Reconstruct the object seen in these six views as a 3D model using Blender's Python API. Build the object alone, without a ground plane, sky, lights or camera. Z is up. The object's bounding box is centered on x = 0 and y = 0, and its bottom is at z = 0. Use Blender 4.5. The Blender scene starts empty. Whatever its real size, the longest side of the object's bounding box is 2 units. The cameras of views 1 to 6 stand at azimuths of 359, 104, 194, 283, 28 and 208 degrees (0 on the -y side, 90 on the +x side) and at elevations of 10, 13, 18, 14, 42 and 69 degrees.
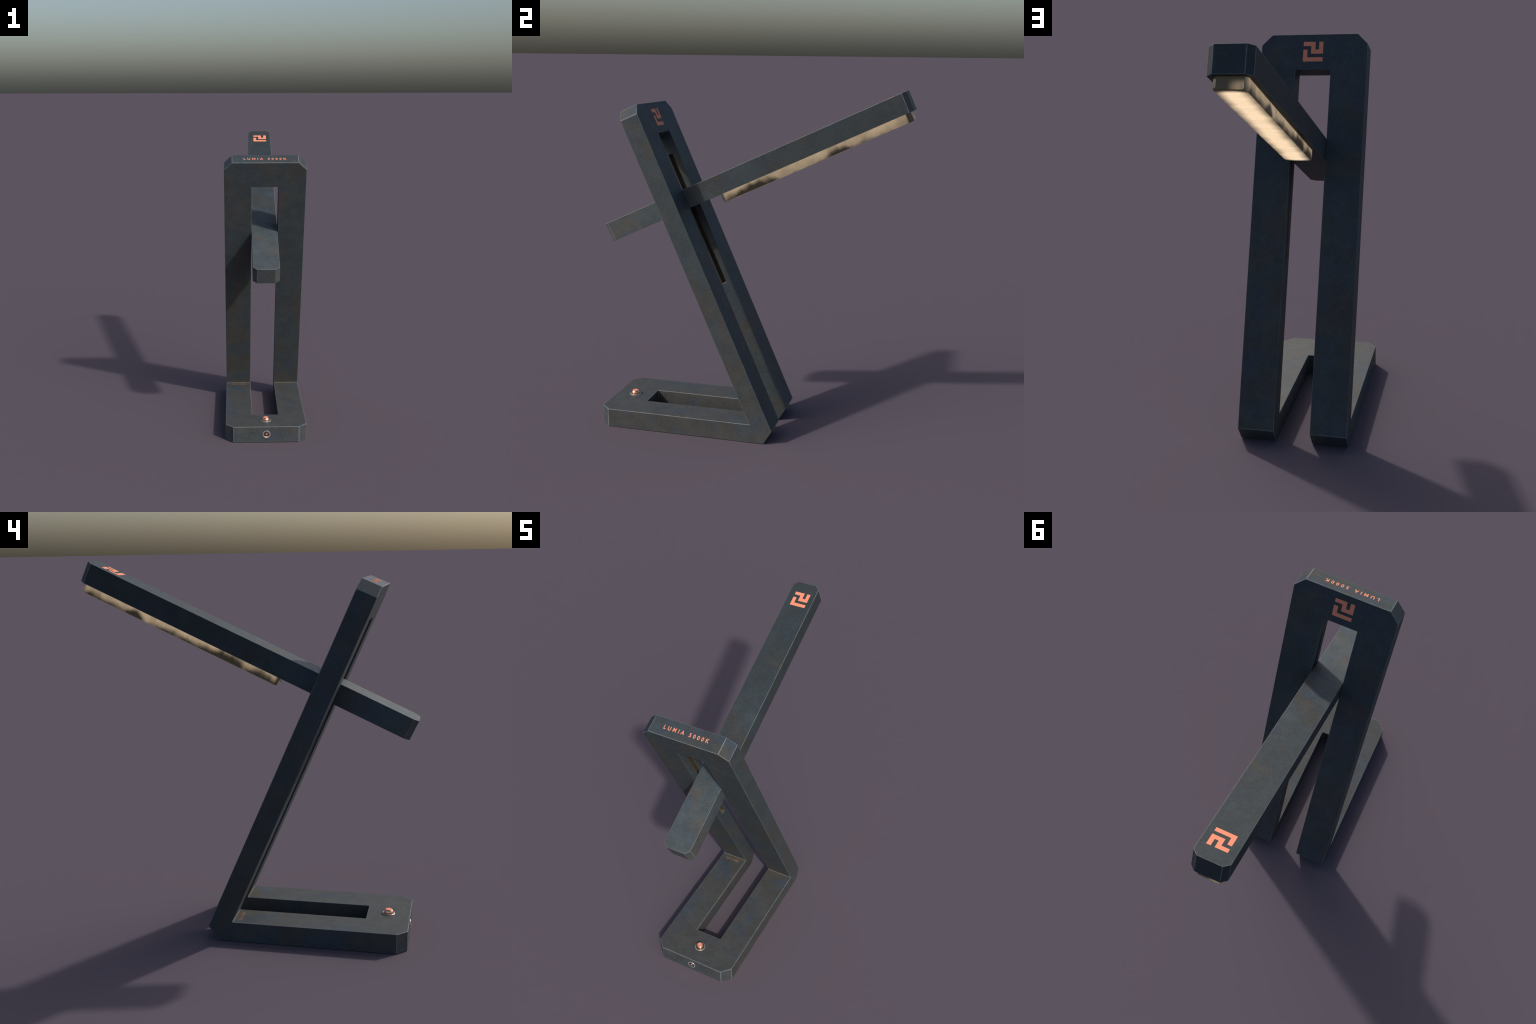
"""Angular steel desk lamp: a slotted L-shaped stand (base + leaning upright), a
straight arm that slides through the upright's slot, and a glowing diffuser below it."""
import bpy, bmesh, math
from mathutils import Vector, Matrix

# ------------------------------------------------------------------ dimensions
HALF_W, SLOT = 0.2730, 0.0905            # half width of stand, half width of slot
FRONT_Y, BASE_H = -0.8712, 0.1088        # base front edge, base thickness
SLOT_FRONT_Y = -0.6398
CORNER = 0.0529                          # 45 degree corner cuts of base and upright
HEEL_Y, HEEL_Z = 0.1395, 0.0780          # cut heel: on the floor / up the back
INNER_Y = 0.0556                         # where the upright meets the base top
LEAN, THICK = math.radians(23.672), 0.1085
UP_LEN, UP_SLOT = 1.9140, 1.7320         # along the upright from the inner corner
ARM_HALF, ARM_T, ARM_LEN, ARM_CUT = 0.0885, 0.1118, 1.9225, 0.0270
ARM_TILT = math.radians(25.006)
ARM_FOOT = Vector((0, -0.8945, 1.1878))  # top edge of the arm's low end
GROOVE = dict(lo=0.774, hi=1.603, near=0.0405, far=0.0705, deep=0.035)

U = Vector((0, -math.sin(LEAN), math.cos(LEAN)))     # up along the upright
N = Vector((0, math.cos(LEAN), math.sin(LEAN)))      # out of its back
X = Vector((1, 0, 0))
INNER = Vector((0, INNER_Y, BASE_H))
A = Vector((0, math.cos(ARM_TILT), math.sin(ARM_TILT)))
AN = Vector((0, -math.sin(ARM_TILT), math.cos(ARM_TILT)))

# ------------------------------------------------------------------ materials
class Nodes:
    def __init__(self, name):
        self.mat = bpy.data.materials.new(name)
        self.mat.use_nodes = True
        self.t = self.mat.node_tree
        self.bsdf = self.t.nodes["Principled BSDF"]
        self.co = self.t.nodes.new("ShaderNodeTexCoord").outputs["Object"]
    def put(self, socket, v):
        if isinstance(v, bpy.types.NodeSocket):
            self.t.links.new(v, socket)
        elif v is not None:
            socket.default_value = v
    def noise(self, scale, detail=4, rough=0.55, co=None, offset=(0, 0, 0), stretch=(1, 1, 1)):
        m = self.t.nodes.new("ShaderNodeMapping")
        self.put(m.inputs["Vector"], co or self.co)
        m.inputs["Location"].default_value = offset
        m.inputs["Scale"].default_value = stretch
        n = self.t.nodes.new("ShaderNodeTexNoise")
        n.inputs["Scale"].default_value = scale
        n.inputs["Detail"].default_value = detail
        n.inputs["Roughness"].default_value = rough
        self.t.links.new(m.outputs[0], n.inputs["Vector"])
        return n.outputs["Fac"]
    def math(self, op, a, b=None, c=None, clamp=False):
        n = self.t.nodes.new("ShaderNodeMath"); n.operation = op; n.use_clamp = clamp
        for s, v in zip(n.inputs, (a, b, c)):
            self.put(s, v)
        return n.outputs[0]
    def step(self, v, lo, hi, a=0.0, b=1.0):
        n = self.t.nodes.new("ShaderNodeMapRange"); n.interpolation_type = "SMOOTHSTEP"
        for s, val in zip(n.inputs, (v, lo, hi, a, b)):
            self.put(s, val)
        return n.outputs[0]
    def mix(self, f, a, b, kind="MIX"):
        n = self.t.nodes.new("ShaderNodeMix"); n.data_type = "RGBA"; n.blend_type = kind
        self.put(n.inputs["Factor"], f)
        self.put(n.inputs[6], a if isinstance(a, bpy.types.NodeSocket) else (*a, 1))
        self.put(n.inputs[7], b if isinstance(b, bpy.types.NodeSocket) else (*b, 1))
        return n.outputs[2]
    def xyz(self):
        n = self.t.nodes.new("ShaderNodeSeparateXYZ")
        self.t.links.new(self.co, n.inputs[0])
        return n.outputs
    def bump(self, h, strength, dist):
        n = self.t.nodes.new("ShaderNodeBump")
        n.inputs["Strength"].default_value = strength
        n.inputs["Distance"].default_value = dist
        self.t.links.new(h, n.inputs["Height"])
        self.t.links.new(n.outputs[0], self.bsdf.inputs["Normal"])
    def done(self, color, rough, metal, spec=0.5):
        self.put(self.bsdf.inputs["Base Color"], color if isinstance(color, bpy.types.NodeSocket) else (*color, 1))
        self.put(self.bsdf.inputs["Roughness"], rough)
        self.put(self.bsdf.inputs["Metallic"], metal)
        self.bsdf.inputs["Specular IOR Level"].default_value = spec
        return self.mat

BLUE, GREEN, BROWN = (0.0365, 0.0480, 0.0620), (0.0378, 0.0488, 0.0545), (0.0475, 0.0485, 0.0470)
WORN = (0.20, 0.22, 0.225)
METAL, ROUGH, GLOSS = 0.0, 0.57, 0.2

def steel(name, brown=0.5, offset=(0, 0, 0), worn=0.0, ochre_corner=False, light=1.0, low_end=False):
    """Blued steel: soft brown and blue patches, fine mottling, dark specks; worn = bare edge."""
    g = Nodes(name)
    big = g.noise(4.2, 5, 0.6, offset=offset)
    fine = g.noise(42, 5, 0.7, offset=offset)
    mixed = g.math("ADD", big, g.math("MULTIPLY", g.math("SUBTRACT", fine, 0.5), 0.22))
    t = 0.62 - 0.24 * brown
    if low_end:            # browned at the grip end
        mixed = g.math("ADD", mixed, g.step(g.xyz()[1], 0.0, 0.40, 0.16, 0.0))
    if ochre_corner:      # the foot of the stand has browned more than its top
        mixed = g.math("ADD", mixed, g.step(g.xyz()[2], 0.0, 1.3, 0.06, -0.08))
    col = g.mix(g.step(mixed, t - 0.09, t + 0.09), GREEN, BROWN)
    blue = g.noise(6.5, 4, 0.6, offset=(offset[0] + 7.3, offset[1] - 2.1, offset[2] + 4.4))
    blue = g.math("ADD", blue, g.math("MULTIPLY", g.math("SUBTRACT", fine, 0.5), 0.2))
    col = g.mix(g.math("MULTIPLY", g.step(blue, 0.50, 0.64), 0.85), col, BLUE)
    grain = g.noise(95, 4, 0.65, offset=offset)
    shade = g.step(grain, 0.25, 0.75, 0.84, 1.16)
    mid = g.step(g.noise(13, 4, 0.6, offset=offset), 0.3, 0.7, 0.9, 1.1)
    col = g.mix(1.0, col, g.t.nodes.new("ShaderNodeCombineColor").outputs[0], "MULTIPLY")
    comb = col.node.inputs[7].links[0].from_node
    val = g.math("MULTIPLY", g.math("MULTIPLY", shade, mid), light)
    if name.endswith("stand"):
        val = g.math("MULTIPLY", val, g.step(g.xyz()[2], 0.10, 0.30, 1.08, 1.0))
    if low_end:            # the arm is paler along its low half
        along = g.math("ADD", g.xyz()[1], g.math("MULTIPLY", g.math("SUBTRACT", big, 0.5), 0.9))
        val = g.math("MULTIPLY", val, g.step(along, 0.30, 1.30, 1.48, 0.84))
    for i in range(3):
        g.put(comb.inputs[i], val)
    speck = g.step(g.noise(70, 2, 0.5, offset=(offset[0] + 3, offset[1], offset[2])), 0.70, 0.76)
    col = g.mix(g.math("MULTIPLY", speck, 0.45), col, (0.03, 0.032, 0.035))
    if ochre_corner:      # ochre dust around the inner corner of the stand
        x, y, z = g.xyz()[:3]
        wide = g.math("ABSOLUTE", x)
        ragged = g.math("MULTIPLY", g.math("SUBTRACT", g.noise(14, 3, 0.6), 0.5), 0.05)
        edge = g.math("ABSOLUTE", g.math("SUBTRACT", wide, 0.181))
        reach = g.math("MAXIMUM", g.math("SUBTRACT", 0.085, g.math("MULTIPLY", edge, 0.60)), 0.012)
        away = g.math("ADD", g.math("SUBTRACT", INNER_Y, y), ragged)
        tint = g.math("MULTIPLY", g.step(away, -0.02, reach, 0.75, 0.0), g.step(y, -0.12, -0.05))
        tint = g.math("MULTIPLY", tint, g.step(z, BASE_H + 0.030, BASE_H + 0.004))
        tint = g.math("MULTIPLY", tint, g.math("GREATER_THAN", z, BASE_H - 0.004))
        tint = g.math("MULTIPLY", tint, g.math("LESS_THAN", wide, HALF_W - 0.0012))
        tint = g.math("MULTIPLY", tint, g.math("GREATER_THAN", wide, SLOT + 0.0012))
        tint = g.math("MULTIPLY", tint, g.math("LESS_THAN", y, INNER_Y + 0.004))
        col = g.mix(tint, col, (0.080, 0.072, 0.052))
    if worn:
        h = g.xyz()[2]
        worn = g.math("MULTIPLY", g.math("MAXIMUM", g.step(h, 0.10, 0.22, 1.0, 0.45), g.step(h, 1.70, 1.85)), worn) if name.endswith("stand") else worn  # edge paleness painted weaker midway up, where the edges catch little light
        w = g.math("MULTIPLY", g.step(g.noise(30, 4, 0.65, offset=offset), 0.25, 0.6, 0.45, 1.0), worn)
        col = g.mix(w, col, WORN)
    rough = g.step(fine, 0.3, 0.7, ROUGH - 0.06, ROUGH + 0.06)
    g.bump(grain, 0.06, 0.002)
    return g.done(col, rough, METAL, GLOSS)

def plain(name, color, rough, metal=0.0, spec=0.5, mottle=0.0):
    g = Nodes(name)
    if mottle:
        f = g.step(g.noise(60, 4, 0.6), 0.3, 0.7)
        return g.done(g.mix(f, tuple(c * (1 - mottle) for c in color), tuple(c * (1 + mottle) for c in color)), rough, metal, spec)
    return g.done(color, rough, metal, spec)

DIFF_HALF, DIFF_LO, DIFF_HI, DIFF_DEEP, DIFF_CUT = 0.0665, 0.7370, 1.8985, 0.0496, 0.0155

def diffuser_material():
    """Dark glossy lens that glows warm; dim and streaked along its lower edges."""
    g = Nodes("lit_diffuser")
    x, y, z = g.xyz()[:3]
    mid, half = (DIFF_LO + DIFF_HI) / 2, (DIFF_HI - DIFF_LO) / 2
    side_d = g.math("SUBTRACT", DIFF_HALF, g.math("ABSOLUTE", x))
    end_d = g.math("SUBTRACT", half, g.math("ABSOLUTE", g.math("SUBTRACT", y, mid)))
    streak = g.noise(12, 5, 0.62, stretch=(0.5, 1.0, 0.5))
    soft = g.noise(5.5, 2, 0.5, stretch=(1, 1, 1))
    wob = g.math("MULTIPLY", g.math("SUBTRACT", streak, 0.5), 0.030)
    # underside: full glow in the middle, falling off towards every edge
    across = g.step(g.math("ADD", side_d, wob), -0.012, 0.052)
    along = g.step(g.math("ADD", end_d, g.math("MULTIPLY", g.math("MULTIPLY", x, x), -4.0)), 0.004, 0.042)
    glow = g.math("MULTIPLY", across, along)
    glow = g.math("MULTIPLY", glow, g.step(streak, 0.2, 0.7, 0.86, 1.06))
    # sides: tan glow next to the arm, soot creeping up from the lower rim
    up = g.math("ADD", g.math("ADD", ARM_T + DIFF_DEEP, z), 0.0)
    dimming = g.math("ADD", up, g.math("MULTIPLY", g.math("SUBTRACT", streak, 0.5), 0.060))
    dimming = g.math("ADD", dimming, g.math("MULTIPLY", g.math("SUBTRACT", soft, 0.44), 0.16))
    wall = g.math("MULTIPLY", g.step(dimming, 0.000, 0.042), g.step(g.math("ADD", end_d, wob), 0.004, 0.030))
    tip = g.step(g.math("ADD", g.math("SUBTRACT", DIFF_HI, y), g.math("MULTIPLY", wob, 0.5)), 0.022, 0.034)
    wall = g.math("MULTIPLY", wall, g.math("MAXIMUM", tip, g.math("LESS_THAN", x, 0.0)))   # dark tip, one side
    wall = g.math("MULTIPLY", wall, g.step(up, 0.0, 0.045, 0.72, 1.05))
    wall = g.math("MULTIPLY", wall, g.step(g.noise(9, 3, 0.6, offset=(3, 1, 2)), 0.3, 0.65, 0.62, 1.0))
    wall = g.math("MULTIPLY", wall, 0.39)
    # end faces: faint streaky patch
    face = g.math("MULTIPLY", g.step(g.math("ADD", x, wob), 0.015, -0.035), g.step(up, 0.045, 0.012))
    face = g.math("MULTIPLY", face, g.step(streak, 0.40, 0.60, 0.35, 1.0))
    face = g.math("MULTIPLY", face, 0.24)
    is_end = g.math("LESS_THAN", end_d, 0.003)
    under = g.math("LESS_THAN", up, 0.0012)
    pick = g.math("ADD", g.math("MULTIPLY", wall, g.math("SUBTRACT", 1.0, is_end)), g.math("MULTIPLY", face, is_end))
    lvl = g.math("ADD", g.math("MULTIPLY", pick, g.math("SUBTRACT", 1.0, under)), g.math("MULTIPLY", glow, under))
    lvl = g.math("MINIMUM", lvl, 1.0)
    g.put(g.bsdf.inputs["Emission Color"], g.mix(lvl, (0.022, 0.0188, 0.0125), (0.97, 0.725, 0.475)))
    g.bsdf.inputs["Emission Strength"].default_value = 1.0
    return g.done((0.008, 0.007, 0.006), 0.22, 0.0, 0.4)

M = dict(
    stand=steel("blued_steel_stand", 0.62, (0.4, 0.0, 0.0), ochre_corner=True, light=1.10),
    stand_edge=steel("worn_edge_stand", 0.5, (0.4, 0.0, 0.0), worn=0.65, light=1.10),
    arm=steel("blued_steel_arm", 0.02, (5.1, 0.2, 3.3), low_end=True),
    arm_edge=steel("worn_edge_arm", 0.02, (5.1, 0.2, 3.3), worn=0.6),
    brass=plain("tarnished_brass", (0.105, 0.088, 0.056), 0.5, 0.3, mottle=0.25),
    ink=plain("copper_ink", (0.76, 0.265, 0.158), 0.7, spec=0.1),
    faded_ink=plain("faded_copper_ink", (0.27, 0.135, 0.092), 0.6, mottle=0.25),
    copper=plain("polished_copper", (0.93, 0.50, 0.33), 0.10, 1.0),
    silver=plain("nickel_ring", (0.50, 0.50, 0.49), 0.32, 0.65),
    black=plain("black_insulator", (0.012, 0.012, 0.013), 0.4),
    diffuser=diffuser_material(),
)

# ------------------------------------------------------------------ helpers
def obj_from_bm(name, bm, mats, parent=None):
    me = bpy.data.meshes.new(name)
    bm.normal_update()
    bm.to_mesh(me); bm.free()
    for m in mats:
        me.materials.append(m)
    ob = bpy.data.objects.new(name, me)
    bpy.context.scene.collection.objects.link(ob)
    if parent:
        ob.parent = parent
    return ob

def prism(outline, depth_from, depth_to, place):
    """Extrude a closed 2D outline; place(a, b, d) maps to 3D."""
    bm = bmesh.new()
    lo = [bm.verts.new(place(a, b, depth_from)) for a, b in outline]
    hi = [bm.verts.new(place(a, b, depth_to)) for a, b in outline]
    bm.faces.new(lo); bm.faces.new(hi[::-1])
    n = len(outline)
    for i in range(n):
        bm.faces.new((lo[i], hi[i], hi[(i + 1) % n], lo[(i + 1) % n]))
    bmesh.ops.recalc_face_normals(bm, faces=bm.faces)
    return bm

def trim(bm, point, normal):
    geom = bm.verts[:] + bm.edges[:] + bm.faces[:]
    cut = bmesh.ops.bisect_plane(bm, geom=geom, plane_co=point, plane_no=normal, clear_outer=True)
    edges = [e for e in cut["geom_cut"] if isinstance(e, bmesh.types.BMEdge)]
    bmesh.ops.holes_fill(bm, edges=edges, sides=0)
    bmesh.ops.recalc_face_normals(bm, faces=bm.faces)

def apply_modifiers(ob):
    dg = bpy.context.evaluated_depsgraph_get()
    me = bpy.data.meshes.new_from_object(ob.evaluated_get(dg), depsgraph=dg)
    old = ob.data
    ob.modifiers.clear()
    ob.data = me
    me.name = ob.name
    bpy.data.meshes.remove(old)

def subtract(ob, cutters):
    for c in cutters:
        m = ob.modifiers.new("cut", "BOOLEAN"); m.object = c; m.operation = "DIFFERENCE"; m.solver = "EXACT"
        apply_modifiers(ob)
        bpy.data.objects.remove(c)

def soften(ob, width, slot, segments=2, angle=25):
    m = ob.modifiers.new("round", "BEVEL")
    m.width, m.segments, m.limit_method, m.angle_limit = width, segments, "ANGLE", math.radians(angle)
    m.material = slot
    m.use_clamp_overlap = True
    apply_modifiers(ob)

def lathe(name, profile, mat, parent, frame, steps=64):
    """Revolve (radius, height) points about the frame's z axis."""
    bm = bmesh.new()
    rings = []
    for r, h in profile:
        if r < 1e-6:
            rings.append([bm.verts.new((0, 0, h))])
        else:
            rings.append([bm.verts.new((r * math.cos(2 * math.pi * k / steps), r * math.sin(2 * math.pi * k / steps), h)) for k in range(steps)])
    for p, q in zip(rings, rings[1:]):
        for k in range(steps):
            j = (k + 1) % steps
            vs = [p[k % len(p)], p[j % len(p)], q[j % len(q)], q[k % len(q)]]
            vs = list(dict.fromkeys(vs))
            if len(vs) > 2:
                bm.faces.new(vs)
    bmesh.ops.recalc_face_normals(bm, faces=bm.faces)
    ob = obj_from_bm(name, bm, [mat], parent)
    ob.matrix_world = frame
    ob.data.shade_smooth()
    ob.data.set_sharp_from_angle(angle=math.radians(32))
    return ob

def frame(origin, right, up):
    out = right.cross(up)
    m = Matrix((right, up, out)).transposed().to_4x4()
    m.translation = origin
    return m

def box_bm(lo, hi):
    bm = bmesh.new()
    bmesh.ops.create_cube(bm, size=1)
    for v in bm.verts:
        v.co = Vector([lo[i] if v.co[i] < 0 else hi[i] for i in range(3)])
    return bm

# ------------------------------------------------------------------ lamp root
lamp = bpy.data.objects.new("desk_lamp", None)
bpy.context.scene.collection.objects.link(lamp)
lamp["label"] = "angular dark steel desk lamp with sliding tilted light bar"
lamp["category"] = "desk lamp"

# ------------------------------------------------------------------ stand: base and upright
def on_up(u, d, x=0.0):
    return INNER + U * u + N * d + X * x

back_line = on_up(0, THICK)
heel_u = (HEEL_Z - back_line.z) / U.z
heel_back = back_line + U * heel_u
side = [(FRONT_Y, 0), (HEEL_Y, 0), (heel_back.y, heel_back.z)]
side += [(p.y, p.z) for p in (on_up(UP_LEN, THICK), on_up(UP_LEN, 0), INNER)]
side += [(FRONT_Y, BASE_H)]
bm = prism(side, -HALF_W, HALF_W, lambda y, z, x: Vector((x, y, z)))
for s in (-1, 1):
    trim(bm, Vector((s * HALF_W, FRONT_Y + CORNER, 0)), Vector((s, -1, 0)).normalized())
    trim(bm, on_up(UP_LEN - CORNER, 0, s * HALF_W), (X * s + U).normalized())
stand = obj_from_bm("base", bm, [M["stand"], M["stand_edge"]], lamp)

top_far, top_near = on_up(UP_SLOT, 0.6), on_up(UP_SLOT, -0.05)
slot_side = [(SLOT_FRONT_Y, -0.3), (1.0, -0.3), (top_far.y, top_far.z), (top_near.y, top_near.z), (SLOT_FRONT_Y, 0.25)]
cutters = [obj_from_bm("cutter", prism(slot_side, -SLOT, SLOT, lambda y, z, x: Vector((x, y, z))), [])]
groove_outline = [(GROOVE["lo"], GROOVE["near"]), (GROOVE["hi"], GROOVE["near"]), (GROOVE["hi"], GROOVE["far"]), (GROOVE["lo"], GROOVE["far"])]
for s in (-1, 1):
    cutters.append(obj_from_bm("cutter", prism(groove_outline, s * (SLOT - 0.02), s * (SLOT + GROOVE["deep"]), lambda u, d, x: on_up(u, d, x)), []))
subtract(stand, cutters)
soften(stand, 0.0028, 1)

# split the one solid along the mitre between base and upright
bm = bmesh.new(); bm.from_mesh(stand.data)
heel_mid = (Vector((0, HEEL_Y, 0)) + heel_back) / 2
mitre = (heel_mid - INNER).cross(X).normalized()
if mitre.z < 0:
    mitre = -mitre
bmesh.ops.bisect_plane(bm, geom=bm.verts[:] + bm.edges[:] + bm.faces[:], plane_co=INNER, plane_no=mitre)
upper = bm.copy()
is_up = lambda f: (f.calc_center_median() - INNER).dot(mitre) > 0
bmesh.ops.delete(bm, geom=[f for f in bm.faces if is_up(f)], context="FACES")
bmesh.ops.delete(upper, geom=[f for f in upper.faces if not is_up(f)], context="FACES")
bm.to_mesh(stand.data); bm.free()
base = stand
upright = obj_from_bm("upright", upper, [M["stand"], M["stand_edge"]], lamp)

# ------------------------------------------------------------------ slide rails lining the grooves
for s in (-1, 1):
    g, w = GROOVE, 0.0015
    lo_x, hi_x = SLOT + 0.004, SLOT + g["deep"] - 0.0006
    bm = bmesh.new()
    for (u0, u1, d0, d1, x0, x1) in (
            (g["lo"], g["hi"], g["near"], g["far"], hi_x - w, hi_x),
            (g["lo"], g["hi"], g["near"] + 0.0004, g["near"] + w, lo_x, hi_x - w),
            (g["lo"], g["hi"], g["far"] - w, g["far"] - 0.0004, lo_x, hi_x - w),
            (g["lo"] + 0.0004, g["lo"] + w, g["near"] + w, g["far"] - w, lo_x, hi_x - w),
            (g["hi"] - w, g["hi"] - 0.0004, g["near"] + w, g["far"] - w, lo_x, hi_x - w)):
        part = box_bm((s * x0, u0, d0), (s * x1, u1, d1))
        for v in part.verts:
            x, u, d = v.co
            v.co = on_up(u, d, x)
        tmp = bpy.data.meshes.new("tmp"); part.to_mesh(tmp); part.free()
        bm.from_mesh(tmp); bpy.data.meshes.remove(tmp)
    bmesh.ops.recalc_face_normals(bm, faces=bm.faces)
    obj_from_bm("slide_rail", bm, [M["brass"]], upright)

# ------------------------------------------------------------------ arm
plan = []
for x, y in ((-ARM_HALF, 0), (ARM_HALF, 0), (ARM_HALF, ARM_LEN), (-ARM_HALF, ARM_LEN)):
    dx, dy = (ARM_CUT if x < 0 else -ARM_CUT), (ARM_CUT if y == 0 else -ARM_CUT)
    pair = [(x, y + dy), (x + dx, y)]
    plan += pair if (x < 0) == (y == 0) else pair[::-1]
bm = prism(plan, 0, -ARM_T, lambda x, y, z: Vector((x, y, z)))
arm = obj_from_bm("arm", bm, [M["arm"], M["arm_edge"]], lamp)
arm_frame = frame(ARM_FOOT, X, A)
soften(arm, 0.0022, 1)
arm.matrix_world = arm_frame

# diffuser bar below the arm's upper half, in the arm's own frame
c = DIFF_CUT
w, lo, hi = DIFF_HALF, DIFF_LO, DIFF_HI
plan = [(-w, lo + c), (-w + c, lo), (w - c, lo), (w, lo + c), (w, hi - c), (w - c, hi), (-w + c, hi), (-w, hi - c)]
bm = prism(plan, -ARM_T + 0.004, -ARM_T - DIFF_DEEP, lambda x, y, z: Vector((x, y, z)))
rim = [e for e in bm.edges if all(v.co.z < -ARM_T - 0.01 for v in e.verts)]
bmesh.ops.bevel(bm, geom=rim, offset=0.0095, segments=4, affect="EDGES", profile=0.5)
diffuser = obj_from_bm("light_diffuser", bm, [M["diffuser"]], arm)
diffuser.data.shade_smooth()
diffuser.data.set_sharp_from_angle(angle=math.radians(35))

# pivot pin through the arm, riding in both grooves
def pivot():
    mid_d = (GROOVE["near"] + GROOVE["far"]) / 2
    line = on_up(0, mid_d) - ARM_FOOT
    # where the groove's centre line meets the arm's centre line
    k = (-ARM_T / 2 - line.dot(AN)) / U.dot(AN)
    return on_up(k, mid_d)
r = 0.0125
half = SLOT + 0.022
f = frame(pivot(), Vector((0, 1, 0)), Vector((0, 0, 1)))
lathe("pivot_pin", [(0, -half), (r, -half), (r, half), (0, half)], M["brass"], arm, f, 32)

# ------------------------------------------------------------------ emblem: two interlocked strokes in a square
BAR, GAP = 0.212, 0.182
C = [0, BAR, BAR + GAP, 2 * BAR + GAP, 2 * BAR + 2 * GAP, 1.0]
EMBLEM = {
    "zigzag": [(C[0], C[0]), (C[3], C[0]), (C[3], C[2]), (C[4], C[2]), (C[4], C[0]), (C[5], C[0]), (C[5], C[3]), (C[2], C[3]), (C[2], C[1]), (C[0], C[1])],
    "hook": [(C[0], C[2]), (C[1], C[2]), (C[1], C[4]), (C[5], C[4]), (C[5], C[5]), (C[0], C[5])],
}
def emblem(fr, size, parent):
    for outline in EMBLEM.values():
        bm = prism([((a - 0.5) * size, (0.5 - b) * size) for a, b in outline], -0.001, 0.0006, lambda a, b, d: Vector((a, b, d)))
        ob = obj_from_bm("emblem_stroke", bm, [M["ink"]], parent)
        ob.matrix_world = fr

emblem(frame(ARM_FOOT + A * 1.7955 + X * 0.003, X, A), 0.102, arm)
emblem(frame(on_up(1.8240, THICK, 0.0035), -X, U), 0.1015, upright)

# ------------------------------------------------------------------ lettering
def lettering(text, fr, width, height, mat, parent, weight, spacing, tilt=0.0):
    cu = bpy.data.curves.new("lettering", "FONT")
    cu.body, cu.size, cu.space_character, cu.offset, cu.extrude, cu.shear = text, 1.0, spacing, weight, 0.01, tilt
    cu.resolution_u = 4
    tmp = bpy.data.objects.new("tmp", cu)
    bpy.context.scene.collection.objects.link(tmp)
    dg = bpy.context.evaluated_depsgraph_get()
    me = bpy.data.meshes.new_from_object(tmp.evaluated_get(dg), depsgraph=dg)
    bpy.data.objects.remove(tmp)
    xs = [v.co.x for v in me.vertices]; ys = [v.co.y for v in me.vertices]
    cx, cy = (min(xs) + max(xs)) / 2, (min(ys) + max(ys)) / 2
    sx, sy = width / (max(xs) - min(xs)), height / (max(ys) - min(ys))
    for v in me.vertices:
        v.co = ((v.co.x - cx) * sx, (v.co.y - cy) * sy, v.co.z * 0.06)
    me.materials.clear(); me.materials.append(mat)
    me.name = "lettering"
    ob = bpy.data.objects.new("lettering", me)
    bpy.context.scene.collection.objects.link(ob)
    ob.parent = parent
    ob.matrix_world = fr
    return ob

lettering("LUMIA 5000K", frame(on_up(UP_LEN, 0.0545, -0.002), X, N), 0.282, 0.0255, M["ink"], upright, 0.021, 1.75)
lettering("LU-1198", frame(Vector((-0.183, 0.0210, BASE_H)), X, Vector((0, 1, 0))), 0.093, 0.0195, M["faded_ink"], base, 0.018, 1.3)

# ------------------------------------------------------------------ push button on the base
top = frame(Vector((0.001, -0.7549, BASE_H)), X, Vector((0, 1, 0)))
button = lathe("button", [(0, 0.0245), (0.0165, 0.0245), (0.0178, 0.0242), (0.0215, 0.0205), (0.0238, 0.0160), (0.0255, 0.0085), (0.0262, 0.0), (0.0262, -0.002)], M["copper"], lamp, top)
lathe("button_face", [(0, 0.0252), (0.0160, 0.0252), (0.0163, 0.0247), (0.0163, 0.024)], M["ink"], button, top)
lathe("button_bezel", [(0.0290, -0.002), (0.0290, 0.0030), (0.0298, 0.0042), (0.0320, 0.0044), (0.0335, 0.0034), (0.0340, -0.002)], M["silver"], button, top)

# ------------------------------------------------------------------ power socket in the front edge
front = frame(Vector((0.001, FRONT_Y, 0.0560)), X, Vector((0, 0, 1)))
socket = lathe("power_socket", [(0.0268, -0.004), (0.0268, 0.0020), (0.0260, 0.0032), (0.0238, 0.0034), (0.0205, 0.0022)], M["silver"], lamp, front)
lathe("socket_funnel", [(0.0212, 0.0014), (0.0205, 0.0024), (0.0190, 0.0020), (0.0150, 0.0007), (0.0132, 0.0005)], M["copper"], socket, front)
lathe("socket_bore", [(0.0136, 0.0004), (0.0128, 0.0009), (0, 0.0009)], M["black"], socket, front)
lathe("socket_pin", [(0.0064, 0.0005), (0.0064, 0.0022), (0.0057, 0.0028), (0.0040, 0.0028), (0.0034, 0.0020), (0, 0.0018)], M["silver"], socket, front, 32)
